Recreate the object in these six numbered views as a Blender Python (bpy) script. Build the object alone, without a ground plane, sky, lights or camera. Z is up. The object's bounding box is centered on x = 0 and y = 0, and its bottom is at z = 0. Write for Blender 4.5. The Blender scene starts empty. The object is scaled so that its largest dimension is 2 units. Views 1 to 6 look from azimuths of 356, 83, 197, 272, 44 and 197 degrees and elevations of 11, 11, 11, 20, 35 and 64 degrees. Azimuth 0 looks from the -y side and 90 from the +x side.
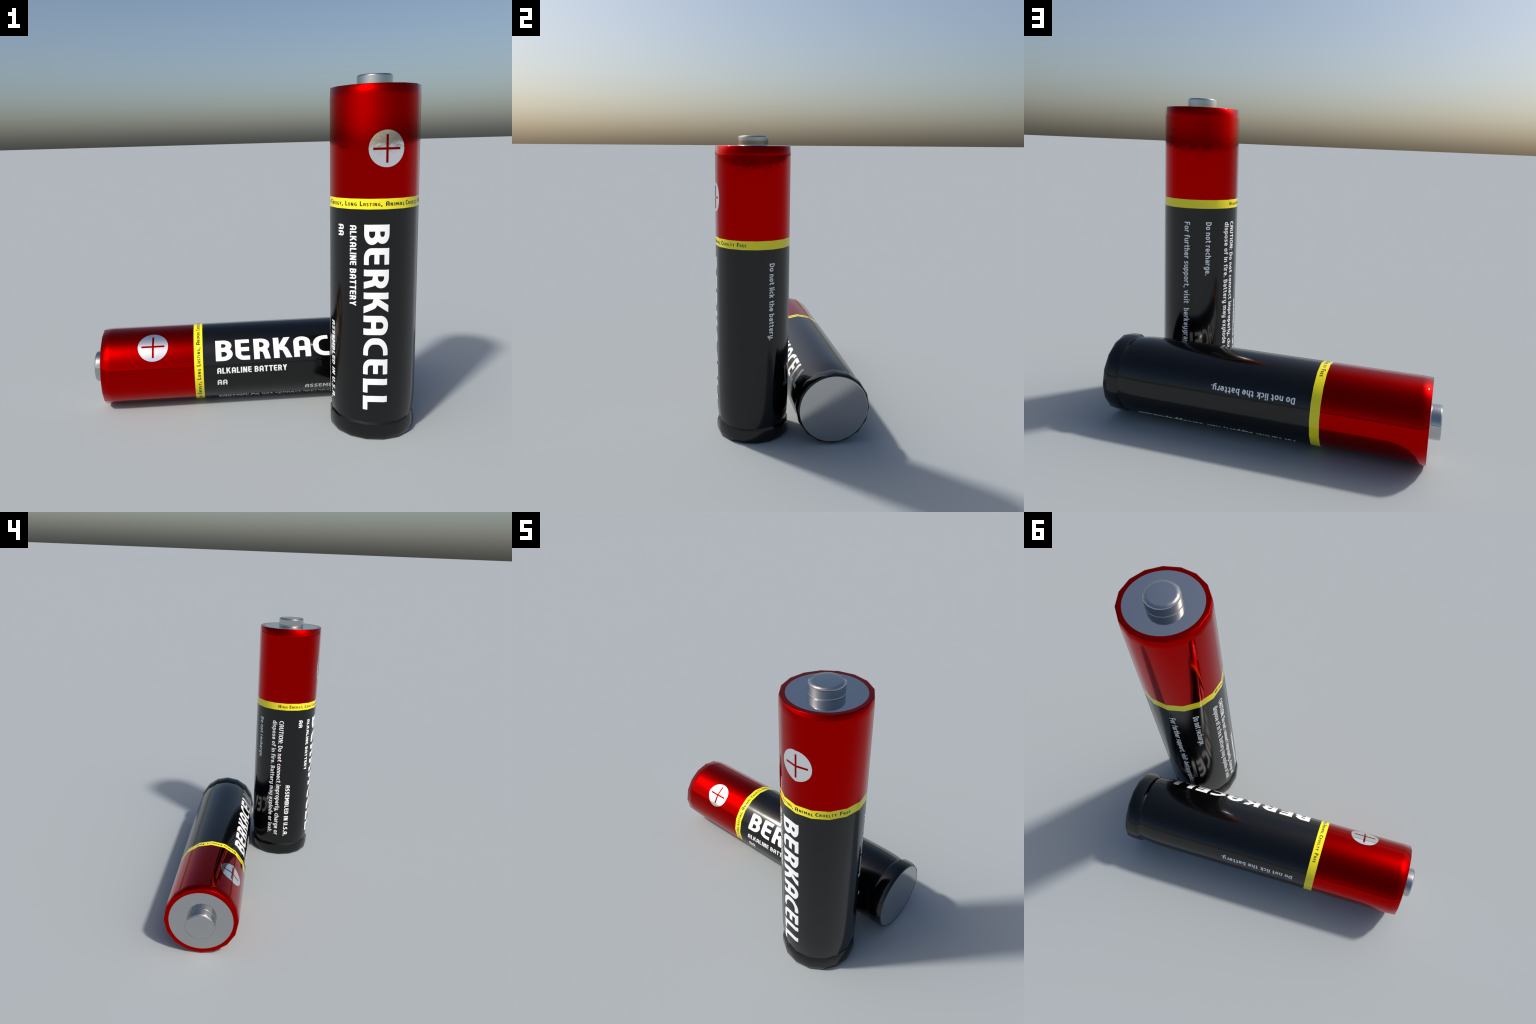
"""Two dry-cell batteries: one standing, one lying beside it.
Each is a sixteen-sided can with smooth shading, a red metallic jacket, a yellow
band, a glossy black jacket with printed lettering, metal end plates and a button."""
import bpy, bmesh, math
from mathutils import Matrix, Vector
from mathutils.geometry import delaunay_2d_cdt

# ----------------------------------------------------------------- sizes (m)
SIDES = 16
R = 0.2448            # can radius at the corners of the sixteen-gon
Z_TOP = 1.9340        # shoulder / upper plate
Z_BAND_HI, Z_BAND_LO = 1.3552, 1.2998
R_RIM = 0.2408        # the red jacket draws in a little towards its shoulder
R_PLATE_TOP = 0.2098  # silver discs are true circles set into the polygonal ends
R_PLATE_BASE = 0.2272
BUTTON_R = 0.0974
BUTTON_TOP = 1.9963
INK = 0.00025         # how far print stands proud of the jacket

# ----------------------------------------------------------------- materials
def new_material(name):
    m = bpy.data.materials.new(name)
    m.use_nodes = True
    nt = m.node_tree
    return m, nt, nt.nodes["Principled BSDF"]


def grain(nt, bsdf, rough, spread, scale, color=None, color_spread=0.0, bump=0.0):
    """Fine uneven gloss, a whisper of tone variation and optional micro bump, on Object coordinates."""
    tc = nt.nodes.new("ShaderNodeTexCoord")
    noise = nt.nodes.new("ShaderNodeTexNoise")
    noise.inputs["Scale"].default_value = scale
    noise.inputs["Detail"].default_value = 4
    nt.links.new(tc.outputs["Object"], noise.inputs["Vector"])
    mr = nt.nodes.new("ShaderNodeMapRange")
    mr.inputs["From Min"].default_value = 0.3
    mr.inputs["From Max"].default_value = 0.7
    mr.inputs["To Min"].default_value = max(0.0, rough - spread)
    mr.inputs["To Max"].default_value = rough + spread
    nt.links.new(noise.outputs["Fac"], mr.inputs["Value"])
    nt.links.new(mr.outputs["Result"], bsdf.inputs["Roughness"])
    if color is not None:
        mix = nt.nodes.new("ShaderNodeMix")
        mix.data_type = "RGBA"
        mix.inputs[6].default_value = (*[c * (1 - color_spread) for c in color], 1)
        mix.inputs[7].default_value = (*[min(1, c * (1 + color_spread)) for c in color], 1)
        nt.links.new(noise.outputs["Fac"], mix.inputs["Factor"])
        nt.links.new(mix.outputs[2], bsdf.inputs["Base Color"])
    if bump:
        fine = nt.nodes.new("ShaderNodeTexNoise")
        fine.inputs["Scale"].default_value = 28
        fine.inputs["Detail"].default_value = 3
        nt.links.new(tc.outputs["Object"], fine.inputs["Vector"])
        b = nt.nodes.new("ShaderNodeBump")
        b.inputs["Strength"].default_value = bump
        b.inputs["Distance"].default_value = 0.00020
        nt.links.new(fine.outputs["Fac"], b.inputs["Height"])
        nt.links.new(b.outputs["Normal"], bsdf.inputs["Normal"])


def metal(name, color, rough, spread=0.012, scale=14, cs=0.01, bump=0.0):
    m, nt, b = new_material(name)
    b.inputs["Metallic"].default_value = 1.0
    grain(nt, b, rough, spread, scale, color, cs, bump)
    return m


def paint(name, color, rough, spec=0.5, spread=0.012, scale=14, cs=0.01, bump=0.0):
    m, nt, b = new_material(name)
    b.inputs["Metallic"].default_value = 0.0
    b.inputs["Specular IOR Level"].default_value = spec
    grain(nt, b, rough, spread, scale, color, cs, bump)
    return m


RED = metal("red_metallic_foil", (0.50, 0.0, 0.0), 0.072, bump=1.0)
DISC = metal("bright_white_foil", (0.97, 0.97, 0.97), 0.065, bump=1.0)
SILVER = metal("nickel_plate", (0.50, 0.50, 0.50), 0.07)
BLACK = paint("glossy_black_film", (0.0012, 0.0012, 0.0012), 0.135, bump=0.3)
WHITE = paint("white_print", (0.93, 0.93, 0.93), 0.09)
YELLOW = paint("yellow_print", (0.94, 0.82, 0.012), 0.09)
DARK = paint("dark_print", (0.012, 0.012, 0.012), 0.09)
CROSS = metal("red_print_on_foil", (0.50, 0.0, 0.0), 0.09)

# ----------------------------------------------------------------- mesh helpers
def polar(theta, r, z):
    return Vector((r * math.cos(theta), r * math.sin(theta), z))


def finish(name, verts, faces, normals, mat):
    me = bpy.data.meshes.new(name)
    me.from_pydata([tuple(v) for v in verts], [], faces)
    me.materials.append(mat)
    me.polygons.foreach_set("use_smooth", [True] * len(me.polygons))
    me.update()
    me.normals_split_custom_set_from_vertices([tuple(n.normalized()) for n in normals])
    return me


def tilted(theta, tilt):
    """Normal facing outwards at theta, tilted up by so many degrees."""
    t = math.radians(tilt)
    return Vector((math.cos(theta) * math.cos(t), math.sin(theta) * math.cos(t), math.sin(t)))


def side_tilt(z):
    """The can's long sides are shaded from the drawn-in foot to the shoulder in one sweep:
    the normal leans down a little at the foot and up by a degree at the shoulder."""
    knots = [(0.25, -0.3), (1.20, -0.25), (1.65, 0.26), (1.876, 1.35)]
    for (z0, t0), (z1, t1) in zip(knots, knots[1:]):
        if z <= z1 or z1 == knots[-1][0]:
            return t0 + (t1 - t0) * (z - z0) / (z1 - z0)


def revolve(name, profile, mat, sides=SIDES, cap_start=False, cap_end=False):
    """profile: (radius, height, tilt of the shading normal); bottom to top."""
    verts, normals, faces = [], [], []
    for r, z, tilt in profile:
        for k in range(sides):
            th = 2 * math.pi * k / sides
            verts.append(polar(th, r, z))
            normals.append(tilted(th, tilt))
    for i in range(len(profile) - 1):
        for k in range(sides):
            a, b = i * sides + k, i * sides + (k + 1) % sides
            faces.append((a, b, b + sides, a + sides))
    if cap_end:
        base = (len(profile) - 1) * sides
        verts.append(Vector((0, 0, profile[-1][1])))
        normals.append(Vector((0, 0, 1)))
        faces += [(base + k, base + (k + 1) % sides, len(verts) - 1) for k in range(sides)]
    return finish(name, verts, faces, normals, mat)


def prism_ring_to_circle(r_poly, r_mid, r_circle, z, up, tilt, fine=96):
    """Flat end ring: polygonal outside, true circle inside, and an in-between
    polygon where the shading normal has become straight."""
    verts, normals, faces = [], [], []
    sgn = 1 if up else -1
    per = fine // SIDES

    def on_polygon(r, th):
        step = 2 * math.pi / SIDES
        k = math.floor(th / step + 1e-9)
        f = th / step - k
        return polar(k * step, r, z).lerp(polar((k + 1) * step, r, z), f)

    for r, t in ((r_poly, tilt), (r_mid, 90 * sgn)):
        for j in range(fine):
            th = 2 * math.pi * j / fine
            verts.append(on_polygon(r, th))
            normals.append(tilted(th, t))
    for j in range(fine):
        verts.append(polar(2 * math.pi * j / fine, r_circle, z))
        normals.append(Vector((0, 0, sgn)))
    for ring in range(2):
        for j in range(fine):
            a, b = ring * fine + j, ring * fine + (j + 1) % fine
            q = (a, b, b + fine, a + fine)
            faces.append(q if up else q[::-1])
    return verts, faces, normals


def disc_mesh(name, r, z, up, mat, hole=0.0, fine=96):
    sgn = 1 if up else -1
    verts = [polar(2 * math.pi * j / fine, r, z) for j in range(fine)]
    faces = []
    if hole:
        for j in range(fine):
            th = 2 * math.pi * j / fine
            step = 2 * math.pi / SIDES
            k = math.floor(th / step + 1e-9)
            f = th / step - k
            verts.append(polar(k * step, hole, z).lerp(polar((k + 1) * step, hole, z), f))
        for j in range(fine):
            faces.append((j, (j + 1) % fine, fine + (j + 1) % fine, fine + j))
    else:
        verts.append(Vector((0, 0, z)))
        for j in range(fine):
            q = (j, (j + 1) % fine, fine)
            faces.append(q if up else q[::-1])
    return finish(name, verts, faces, [Vector((0, 0, sgn))] * len(verts), mat)


# ----------------------------------------------------------------- the can
def red_jacket():
    verts, normals, faces = [], [], []
    prof = [(R, Z_BAND_HI, side_tilt(Z_BAND_HI)), (R, 1.66, side_tilt(1.66)), (R, 1.876, side_tilt(1.876)), (R_RIM + 0.0012, Z_TOP - 0.0025, 30), (R_RIM, Z_TOP, 58)]
    me = revolve("red_jacket", prof, RED)
    v2, f2, n2 = prism_ring_to_circle(R_RIM, R_RIM - 0.006, R_PLATE_TOP, Z_TOP, True, 58)
    bm = bmesh.new()
    verts = [v.co.copy() for v in me.vertices]
    th = [2 * math.pi * k / SIDES for k in range(SIDES)]
    normals = [tilted(th[k], p[2]) for p in prof for k in range(SIDES)]
    faces = [tuple(p.vertices) for p in me.polygons]
    off = len(verts)
    bpy.data.meshes.remove(me)
    bm.free()
    return finish("red_jacket", verts + v2, faces + [tuple(i + off for i in f) for f in f2], normals + n2, RED)


def black_jacket():
    prof = [
        (0.2348, 0.000, -45), (0.2410, 0.008, -25), (0.2450, 0.032, -4), (0.2453, 0.060, 1),
        (0.2438, 0.081, 6), (0.2350, 0.0935, 22), (0.2306, 0.0985, 24),
        (0.2312, 0.1005, -8), (0.2350, 0.122, -5), (0.2396, 0.160, -4), (0.2424, 0.205, -2.5), (0.2440, 0.270, -1.0), (R, 0.380, side_tilt(0.38)),
        (R, 0.60, side_tilt(0.6)), (R, 1.2, side_tilt(1.2)), (R, Z_BAND_LO, side_tilt(Z_BAND_LO))]
    v1, n1, f1 = [], [], []
    th = [2 * math.pi * k / SIDES for k in range(SIDES)]
    for r, z, t in prof:
        v1 += [polar(a, r, z) for a in th]
        n1 += [tilted(a, t) for a in th]
    for i in range(len(prof) - 1):
        for k in range(SIDES):
            a, b = i * SIDES + k, i * SIDES + (k + 1) % SIDES
            f1.append((a, b, b + SIDES, a + SIDES))
    v2, f2, n2 = prism_ring_to_circle(0.2348, 0.2335, R_PLATE_BASE, 0.0, False, -45)
    off = len(v1)
    return finish("black_jacket", v1 + v2, f1 + [tuple(i + off for i in f) for f in f2], n1 + n2, BLACK)


def yellow_band():
    return revolve("yellow_band", [(R, Z_BAND_LO, side_tilt(Z_BAND_LO)), (R, Z_BAND_HI, side_tilt(Z_BAND_HI))], YELLOW)


def button():
    prof = [(BUTTON_R, Z_TOP, 45), (BUTTON_R, Z_TOP + 0.007, 0.5), (BUTTON_R, 1.960, 0.5), (BUTTON_R, 1.986, 3),
            (BUTTON_R - 0.0010, 1.9912, 28), (BUTTON_R - 0.0060, BUTTON_TOP, 52), (BUTTON_R - 0.026, BUTTON_TOP + 0.0003, 88)]
    return revolve("terminal_button", prof, SILVER, cap_end=True)


def base_plate(fine=96):
    """Flat metal disc whose edge turns over slightly into the black foot."""
    verts, normals, faces = [], [], []
    for r, z, tilt in ((R_PLATE_BASE, 0.0003, -60), (R_PLATE_BASE - 0.0035, 0.0, -84), (R_PLATE_BASE - 0.009, 0.0, -90)):
        for j in range(fine):
            th = 2 * math.pi * j / fine
            verts.append(polar(th, r, z))
            normals.append(tilted(th, tilt))
    for ring in range(2):
        for j in range(fine):
            a, b = ring * fine + j, ring * fine + (j + 1) % fine
            faces.append((a, a + fine, b + fine, b))
    verts.append(Vector((0, 0, 0)))
    normals.append(Vector((0, 0, -1)))
    faces += [(2 * fine + j, len(verts) - 1, 2 * fine + (j + 1) % fine) for j in range(fine)]
    return finish("base_plate", verts, faces, normals, SILVER)


# ----------------------------------------------------------------- lettering
# Stroke font: every glyph is a set of centre lines (x, y[, corner radius]) of one
# pen width; cap height 1, x-height 0.75.
XH = 0.74


def rounded(points, closed=False):
    """Centre line with its corners turned into arcs."""
    pts = [(p[0], p[1], p[2] if len(p) > 2 else 0.0) for p in points]
    out, n = [], len(pts)
    for i, (x, y, r) in enumerate(pts):
        p = Vector((x, y))
        if r <= 0 or (not closed and i in (0, n - 1)):
            out.append(p)
            continue
        a = Vector(pts[i - 1][:2]) - p
        b = Vector(pts[(i + 1) % n][:2]) - p
        ang = a.angle(b)
        before = pts[i - 1][2] > 0 and (closed or i - 1 > 0)
        after = pts[(i + 1) % n][2] > 0 and (closed or i + 1 < n - 1)
        d = min(r / math.tan(ang / 2), a.length * (0.4995 if before else 0.999), b.length * (0.4995 if after else 0.999))
        rr = d * math.tan(ang / 2)
        p0, p1 = p + a.normalized() * d, p + b.normalized() * d
        c = p + (a.normalized() + b.normalized()).normalized() * (rr / math.sin(ang / 2))
        a0 = math.atan2(p0.y - c.y, p0.x - c.x)
        a1 = math.atan2(p1.y - c.y, p1.x - c.x)
        da = (a1 - a0 + math.pi) % (2 * math.pi) - math.pi
        steps = max(3, int(abs(da) / 0.22))
        out += [c + Vector((math.cos(a0 + da * s / steps), math.sin(a0 + da * s / steps))) * rr for s in range(steps + 1)]
    return out


def pen(points, w, closed=False):
    """Convex pieces that together cover the stroke."""
    path = rounded(points, closed)
    h, pieces = w / 2, []
    n = len(path)
    segs = [(path[i], path[(i + 1) % n]) for i in range(n if closed else n - 1)]
    segs = [(a, b) for a, b in segs if (b - a).length > 1e-5]
    for a, b in segs:
        d = (b - a).normalized()
        o = Vector((-d.y, d.x)) * h
        pieces.append([a - o, b - o, b + o, a + o])
    pairs = list(zip(segs, segs[1:])) + ([(segs[-1], segs[0])] if closed else [])
    for (a, b), (_, c) in pairs:
        d0, d1 = (b - a).normalized(), (c - b).normalized()
        turn = d0.x * d1.y - d0.y * d1.x
        if abs(turn) < 1e-4:
            continue
        s = -1 if turn > 0 else 1          # outer side of the bend
        o0 = Vector((-d0.y, d0.x)) * h * s
        o1 = Vector((-d1.y, d1.x)) * h * s
        m = (o0 + o1)
        m = m * (h * h / max(1e-9, m.dot(o0)))
        if m.length > 2.2 * h:
            m = m.normalized() * 2.2 * h
        q = [b, b + o0, b + m, b + o1]
        pieces.append(q if s < 0 else q[::-1])
    return pieces


def glyph_strokes(ch, w):
    """Returns (width, strokes, clip) ; a stroke is (points, closed)."""
    a = w / 2
    x = XH
    t = 1.0 - a           # centre height of a top bar
    lo, hi = 0.0, 1.0
    S = []

    def s(*pts, closed=False, top=9.0):
        S.append((pts, closed, top))

    def stem(cx, y0, y1):
        s((cx, y0), (cx, y1))

    W = 0.56
    if ch == "B":
        W = 0.58; stem(a, 0, 1)
        s((a, t), (W - 0.03 - a, t, 0.2), (W - 0.03 - a, 0.53, 0.2), (a, 0.53))
        s((a, 0.53), (W - a, 0.53, 0.22), (W - a, a, 0.24), (a, a))
    elif ch == "E":
        W = 0.50; s((W - 0.01, t), (a, t), (a, a, 0.2), (W, a)); s((a, 0.51), (W - 0.02, 0.51))
    elif ch == "R":
        W = 0.58; stem(a, 0, 1)
        s((a, t), (W - 0.03 - a, t, 0.21), (W - 0.03 - a, 0.46, 0.21), (a, 0.46))
        s((0.26, 0.44), (0.385, 0.43, 0.10), (W - a - 0.01, 0.0), (W - a + 0.02, -0.1))
    elif ch == "K":
        W = 0.65; stem(a, 0, 1)
        s((0.20, 0.40), (W - a - 0.035, 1.06))
        s((0.27, 0.47), (0.385, 0.44, 0.10), (W - a - 0.03, 0.02), (W - a + 0.03, -0.1))
    elif ch == "A":
        W = 0.59; s((a, 0), (a, t, 0.28), (W - a, t, 0.28), (W - a, 0)); s((a, 0.41), (W - a, 0.41))
    elif ch == "C":
        W = 0.54; s((W - 0.01, t), (a, t, 0.33), (a, a, 0.33), (W, a))
    elif ch == "L":
        W = 0.45; s((a, 1), (a, a), (W, a))
    elif ch == "I":
        W = w; stem(a, 0, 1)
    elif ch == "N":
        W = 0.60; stem(a, 0, 1); stem(W - a, 0, 1); s((a * 0.9, 1.08), (W - a * 0.9, -0.08))
    elif ch == "T":
        W = 0.54; s((0, t), (W, t)); stem(W / 2, 0, t)
    elif ch == "Y":
        W = 0.58; s((a * 0.6, 1.1), (W / 2, 0.42)); s((W - a * 0.6, 1.1), (W / 2, 0.42)); stem(W / 2, 0, 0.5)
    elif ch == "S":
        W = 0.50; s((W - 0.04, t), (a, t, 0.2), (a, 0.53, 0.2), (W - a, 0.48, 0.2), (W - a, a, 0.2), (0.03, a))
    elif ch == "M":
        W = 0.76; stem(a, 0, 1); stem(W - a, 0, 1); s((a * 0.9, 1.05), (W / 2, 0.36), (W - a * 0.9, 1.05))
    elif ch == "D":
        W = 0.58; stem(a, 0, 1); s((a, t), (W - a, t, 0.28), (W - a, a, 0.28), (a, a))
    elif ch == "U":
        W = 0.57; s((a, 1), (a, a, 0.22), (W - a, a, 0.22), (W - a, 1))
    elif ch == "O":
        W = 0.61; s((a, a, 0.26), (W - a, a, 0.26), (W - a, t, 0.26), (a, t, 0.26), closed=True)
    elif ch == "F":
        W = 0.48; s((W, t), (a, t), (a, 0)); s((a, 0.5), (W - 0.03, 0.5))
    elif ch == "G":
        W = 0.58; s((W - 0.04, t), (a, t, 0.3), (a, a, 0.3), (W - a, a), (W - a, 0.48), (0.32, 0.48))
    elif ch == "H":
        W = 0.60; stem(a, 0, 1); stem(W - a, 0, 1); s((a, 0.5), (W - a, 0.5))
    elif ch == "o":
        W = 0.53; s((a, a, 0.21), (W - a, a, 0.21), (W - a, x - a, 0.21), (a, x - a, 0.21), closed=True)
    elif ch in "nh":
        W = 0.52; hi = 1.03; stem(a, 0, x if ch == "n" else 1.03); s((a, x - a), (W - a, x - a, 0.2), (W - a, 0))
    elif ch == "m":
        W = 0.80; stem(a, 0, x); s((a, x - a), (W - a, x - a, 0.2), (W - a, 0)); stem(W / 2, 0, x - a)
    elif ch == "u":
        W = 0.52; s((a, x), (a, a, 0.2), (W - a, a)); stem(W - a, 0, x)
    elif ch == "r":
        W = 0.37; stem(a, 0, x); s((a, 0.3), (a, x - a, 0.18), (W, x - a))
    elif ch == "t":
        W = 0.38; s((0.07 + a, 0.95), (0.07 + a, a, 0.16), (W, a)); s((0, x - a), (W, x - a))
    elif ch == "i":
        W = w; hi = 1.05; stem(a, 0, x); stem(a, 0.86, 1.05)
    elif ch == "l":
        W = w; hi = 1.03; stem(a, 0, 1.03)
    elif ch == "c":
        W = 0.43; s((W, x - a), (a, x - a, 0.24), (a, a, 0.24), (W, a))
    elif ch == "e":
        W = 0.52; s((W - 0.05, a), (a, a, 0.22), (a, x - a, 0.22), (W - a, x - a, 0.2), (W - a, 0.33), (a, 0.33))
    elif ch == "a":
        W = 0.49; s((0.05, x - a), (W - a, x - a, 0.19), (W - a, 0)); s((W - a, 0.39), (a, 0.39, 0.14), (a, a, 0.14), (W - a, a))
    elif ch == "b":
        W = 0.53; hi = 1.03; stem(a, 0, 1.03); s((a, x - a), (W - a, x - a, 0.21), (W - a, a, 0.21), (a, a))
    elif ch == "d":
        W = 0.53; hi = 1.03; stem(W - a, 0, 1.03); s((W - a, x - a), (a, x - a, 0.21), (a, a, 0.21), (W - a, a))
    elif ch == "p":
        W = 0.53; lo = -0.26; stem(a, -0.26, x); s((a, x - a), (W - a, x - a, 0.21), (W - a, a, 0.21), (a, a))
    elif ch == "g":
        W = 0.53; lo = -0.27; s((W - a, x - a), (a, x - a, 0.21), (a, a, 0.21), (W - a, a))
        s((W - a, x), (W - a, -0.27 + a, 0.19), (0.06, -0.27 + a))
    elif ch == "y":
        W = 0.52; lo = -0.27; s((a, x), (a, a, 0.2), (W - a, a)); s((W - a, x), (W - a, -0.27 + a, 0.19), (0.06, -0.27 + a))
    elif ch == "k":
        W = 0.53; hi = 1.03; stem(a, 0, 1.03); s((0.15, 0.27), (W - a * 0.55, x + 0.12), top=x); s((0.21, 0.42), (W - a * 0.75, -0.06))
    elif ch == "v":
        W = 0.52; hi = x; s((a * 0.7, x + 0.06), (W / 2, 0.06)); s((W - a * 0.7, x + 0.06), (W / 2, 0.06))
    elif ch == "x":
        W = 0.52; hi = x; s((a * 0.7, x + 0.05), (W - a * 0.7, -0.05)); s((W - a * 0.7, x + 0.05), (a * 0.7, -0.05))
    elif ch == "s":
        W = 0.43; s((W - 0.03, x - a), (a, x - a, 0.15), (a, 0.40, 0.15), (W - a, 0.35, 0.15), (W - a, a, 0.15), (0.02, a))
    elif ch == "f":
        W = 0.38; hi = 1.03; s((W, 1.03 - a), (0.06 + a, 1.03 - a, 0.16), (0.06 + a, 0)); s((0, x - a), (W - 0.02, x - a))
    elif ch == ".":
        W = w; stem(a, 0, w)
    elif ch == ":":
        W = w; stem(a, 0, w); stem(a, 0.52, 0.52 + w)
    elif ch == ",":
        W = w; lo = -0.2; s((a + 0.02, w), (a - 0.03, -0.16))
    return W, S, (lo, hi)


glyph_cache = {}


def glyph(ch, w):
    """Filled outline of one letter as flat triangles: (width, points, triangles)."""
    if (ch, w) in glyph_cache:
        return glyph_cache[ch, w]
    W, strokes, (lo, hi) = glyph_strokes(ch, w)
    pts, faces = [], []
    for line, closed, top in strokes:
        for piece in pen(line, w, closed):
            # keep the piece inside the line height
            poly = [Vector(p) for p in piece]
            for keep, lim in ((1, lo), (-1, min(hi, top))):
                new = []
                for i, p in enumerate(poly):
                    q = poly[(i + 1) % len(poly)]
                    dp, dq = keep * (p.y - lim), keep * (q.y - lim)
                    if dp >= 0:
                        new.append(p)
                    if dp * dq < 0:
                        new.append(p.lerp(q, dp / (dp - dq)))
                poly = new
            if len(poly) < 3:
                continue
            faces.append(list(range(len(pts), len(pts) + len(poly))))
            pts += poly
    v, e, f, ov, oe, of = delaunay_2d_cdt(pts, [], faces, 1, 1e-5)
    tris = [tuple(t) for t, src in zip(f, of) if src]
    glyph_cache[ch, w] = (W, [Vector(p) for p in v], tris)
    return glyph_cache[ch, w]


def typeset(text, w, gap, space, small=1.0):
    """Letters of a line side by side: list of (glyph, x, size), and total length.
    small < 1 sets lower-case letters as small capitals."""
    out, x = [], 0.0
    for ch in text:
        if ch == " ":
            x += space
            continue
        size = 1.0
        if small < 1.0 and ch.islower():
            ch, size = ch.upper(), small
        g = glyph(ch, w)
        out.append((g, x, size))
        x += g[0] * size + gap
    return out, x - gap


def on_can(theta, z, lift):
    """Point on the sixteen-sided can at a polar angle (linear along each flat side)."""
    step = 2 * math.pi / SIDES
    k = math.floor(theta / step)
    f = theta / step - k
    r = R + lift
    return polar(k * step, r, z).lerp(polar((k + 1) * step, r, z), f)


def wrap(name, flat, mat, lift=INK):
    """flat: list of (points as (theta, z), triangles). Cuts them along the can's
    edges, lays them on the sides and gives them a small thickness."""
    bm = bmesh.new()
    for pts, tris in flat:
        vs = [bm.verts.new((p[0], p[1], 0)) for p in pts]
        for t in tris:
            try:
                bm.faces.new([vs[i] for i in t])
            except ValueError:
                pass
    bmesh.ops.remove_doubles(bm, verts=bm.verts, dist=1e-6)
    lo = min(v.co.x for v in bm.verts)
    hi = max(v.co.x for v in bm.verts)
    step = 2 * math.pi / SIDES
    for k in range(math.ceil(lo / step), math.floor(hi / step) + 1):
        bmesh.ops.bisect_plane(bm, geom=bm.verts[:] + bm.edges[:] + bm.faces[:], plane_co=(k * step, 0, 0), plane_no=(1, 0, 0), dist=1e-7)
    # remove stray edges, make every face look outwards
    for f in bm.faces:
        f.normal_update()
        if f.normal.z < 0:
            f.normal_flip()
    rim = [e for e in bm.edges if len(e.link_faces) == 1]
    made = bmesh.ops.extrude_edge_only(bm, edges=rim)["geom"]
    skirt = {v for v in made if isinstance(v, bmesh.types.BMVert)}
    bm.verts.index_update()
    verts, normals = [], []
    for v in bm.verts:
        th, z = v.co.x, v.co.y
        verts.append(on_can(th, z, -0.0004 if v in skirt else lift))
        normals.append(tilted(th, side_tilt(z)))
    faces = [[v.index for v in f.verts] for f in bm.faces]
    bm.free()
    return finish(name, verts, faces, normals, mat)


def down_line(glyphs, scale_x, z0, base, cap):
    """Lines of print that run down the can: x goes down, letter height goes round."""
    flat = []
    for (W, pts, tris), x, size in glyphs:
        flat.append(([(base + p.y * size * cap, z0 - (x + p.x * size) * scale_x) for p in pts], tris))
    return flat


def round_line(glyphs, scale_x, th0, base, cap):
    """Print that runs round the can."""
    flat = []
    for (W, pts, tris), x, size in glyphs:
        flat.append(([(th0 + (x + p.x * size) * scale_x, base + p.y * size * cap) for p in pts], tris))
    return flat


D = math.radians
TURN = 1.1            # can's own turn about its axis in the measured angles (degrees)


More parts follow.
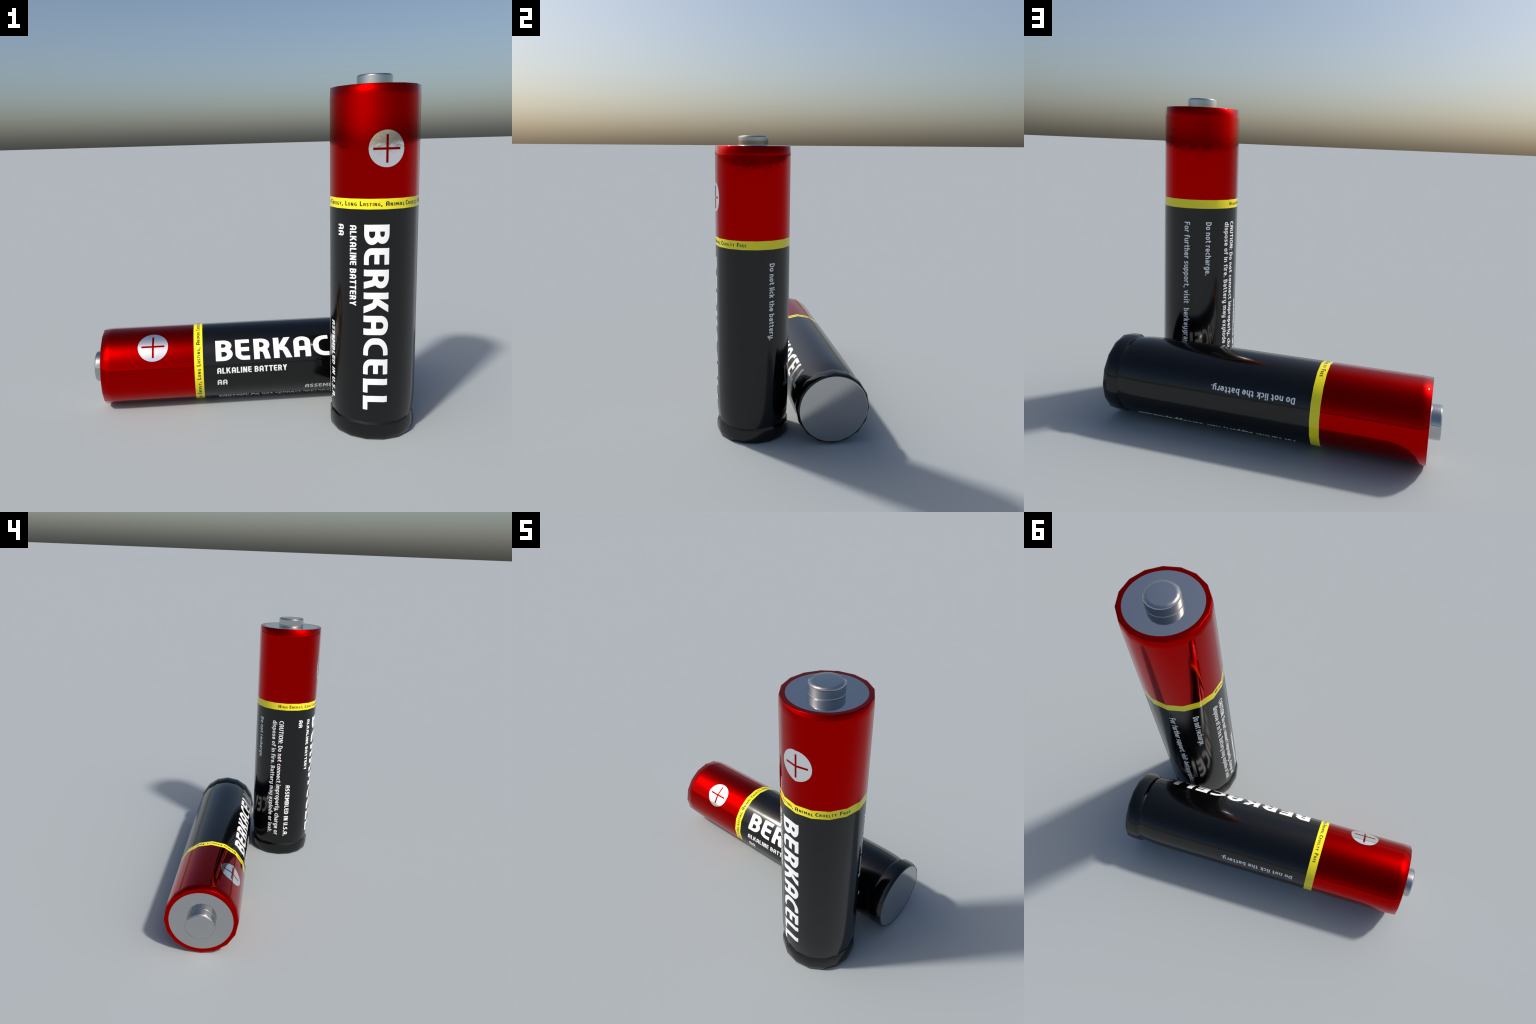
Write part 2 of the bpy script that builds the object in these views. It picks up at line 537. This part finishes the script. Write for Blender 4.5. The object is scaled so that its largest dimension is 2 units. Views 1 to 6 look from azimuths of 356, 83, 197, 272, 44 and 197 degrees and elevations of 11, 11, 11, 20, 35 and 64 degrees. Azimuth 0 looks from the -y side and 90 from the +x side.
def build_parts():
    """All meshes of one battery: (name, mesh, parent part or None)."""
    parts = [("red_jacket", red_jacket(), None), ("yellow_band", yellow_band(), None), ("black_jacket", black_jacket(), None),
             ("terminal_button", button(), None),
             ("terminal_plate", disc_mesh("terminal_plate", R_PLATE_TOP, Z_TOP, True, SILVER, hole=BUTTON_R), None),
             ("base_plate", base_plate(), None)]

    # polarity disc with its plus sign
    cth, cz, cr = D(-89.1 - TURN), 1.6099, 0.0941
    ang = D(22.3) / cr
    n = 64
    pts = [Vector((0, 0))] + [Vector((math.cos(2 * math.pi * j / n), math.sin(2 * math.pi * j / n))) for j in range(n)]
    tris = [(0, 1 + j, 1 + (j + 1) % n) for j in range(n)]
    parts.append(("polarity_disc", wrap("polarity_disc", [([(cth + p.x * cr * ang, cz + p.y * cr) for p in pts], tris)], DISC), "red_jacket"))
    half, wide = 0.0718, 0.0062
    plus = [(-half, -wide), (-wide, -wide), (-wide, -half), (wide, -half), (wide, -wide), (half, -wide),
            (half, wide), (wide, wide), (wide, half), (-wide, half), (-wide, wide), (-half, wide)]
    quads = [(0, 1, 10, 11), (1, 2, 3, 4), (4, 5, 6, 7), (10, 7, 8, 9), (1, 4, 7, 10)]
    parts.append(("plus_sign", wrap("plus_sign", [([(cth + x * ang, cz + y) for x, y in plus], quads)], CROSS, INK * 2), "red_jacket"))

    # the nine large letters: upper and lower end of each on the can
    base, cap = D(-116.1 - TURN), D(31.4)
    name = "BERKACELL"
    ends = [(1.2197, 1.1128), (1.0950, 1.0045), (0.9790, 0.8726), (0.8534, 0.7345), (0.7248, 0.6166),
            (0.5986, 0.4990), (0.4775, 0.3896), (0.3643, 0.2831), (0.2638, 0.1821)]
    for ch, (z0, z1) in zip(name, ends):
        g = glyph(ch, 0.195)
        parts.append(("letter", wrap("letter", down_line([(g, 0, 1)], (z0 - z1) / g[0], z0, base, cap), WHITE), "black_jacket"))

    # small print: text, start height, end height, angle of the base line
    small_cap = D(8.7)
    lines = [("ALKALINE BATTERY", 1.2141, 0.7744, -134.8), ("AA", 1.2146, 1.1527, -153.9),
             ("ASSEMBLED IN U.S.A.", 0.6529, 0.1810, -173.1),
             ("CAUTION: Do not connect improperly, charge or", 1.2090, 0.1885, -192.2),
             ("dispose of in fire. Battery may explode or leak.", 1.2085, 0.2000, -205.4),
             ("Do not recharge.", 1.2120, 0.8607, -237.6),
             ("For further support, visit", 1.2108, 0.6683, -270.8), ("berkeygraphics.com", 0.6350, 0.2120, -270.6),
             ("Do not lick the battery.", 1.2107, 0.7088, -340.1)]
    for text, z0, z1, th in lines:
        row, length = typeset(text, 0.195 if text.isupper() else 0.168, 0.125, 0.30)
        parts.append(("lettering", wrap("lettering", down_line(row, (z0 - z1) / length, z0, D(th - TURN), small_cap), WHITE), "black_jacket"))

    # small capitals round the yellow band, word by word: first and last angle
    words = [("High", -195.7, -178.6), ("Energy,", -174.5, -146.8), ("Long", -142.7, -126.1), ("Lasting,", -122.0, -94.2),
             ("Animal", -90.0, -64.4), ("Cruelty", -61.7, -34.6), ("Free", -30.2, -15.3)]
    flat = []
    for text, t0, t1 in words:
        row, length = typeset(text, 0.19, 0.16, 0.4, small=0.70)
        flat += round_line(row, D(t1 - t0) / length, D(t0 - TURN), 1.3166, 0.0250)
    parts.append(("band_lettering", wrap("band_lettering", flat, DARK), "yellow_band"))
    return parts


PARTS = build_parts()


def battery(matrix, label):
    root = bpy.data.objects.new("battery", None)
    root.empty_display_size = 0.2
    bpy.context.scene.collection.objects.link(root)
    root.matrix_world = matrix
    root["label"] = label
    root["category"] = "battery"
    made = {}
    for name, mesh, parent in PARTS:
        ob = bpy.data.objects.new(name, mesh)
        bpy.context.scene.collection.objects.link(ob)
        ob.parent = made[parent] if parent else root
        made.setdefault(name, ob)
        if name.endswith("lettering"):
            ob["kind"] = "stuff"      # small print, joined line by line
    return root


# standing cell
battery(Matrix.Translation((0.6980, -0.2524, 0.0)) @ Matrix.Rotation(D(TURN), 4, "Z"),
        "standing dry cell, red and black jacket, yellow band, white lettering")
# lying cell: axis almost along -x, rolled so the lettering faces up and forwards
axis = Vector((-0.99992, -0.0124, 0.0)).normalized()
e1 = Vector((0, 0, 1)).cross(axis).normalized()
e2 = axis.cross(e1)
frame = Matrix((e1, e2, axis)).transposed().to_4x4()
battery(Matrix.Translation((0.9968, 0.2525, 0.2465)) @ frame @ Matrix.Rotation(D(134.2 + TURN), 4, "Z"),
        "lying dry cell, red and black jacket, yellow band, white lettering")
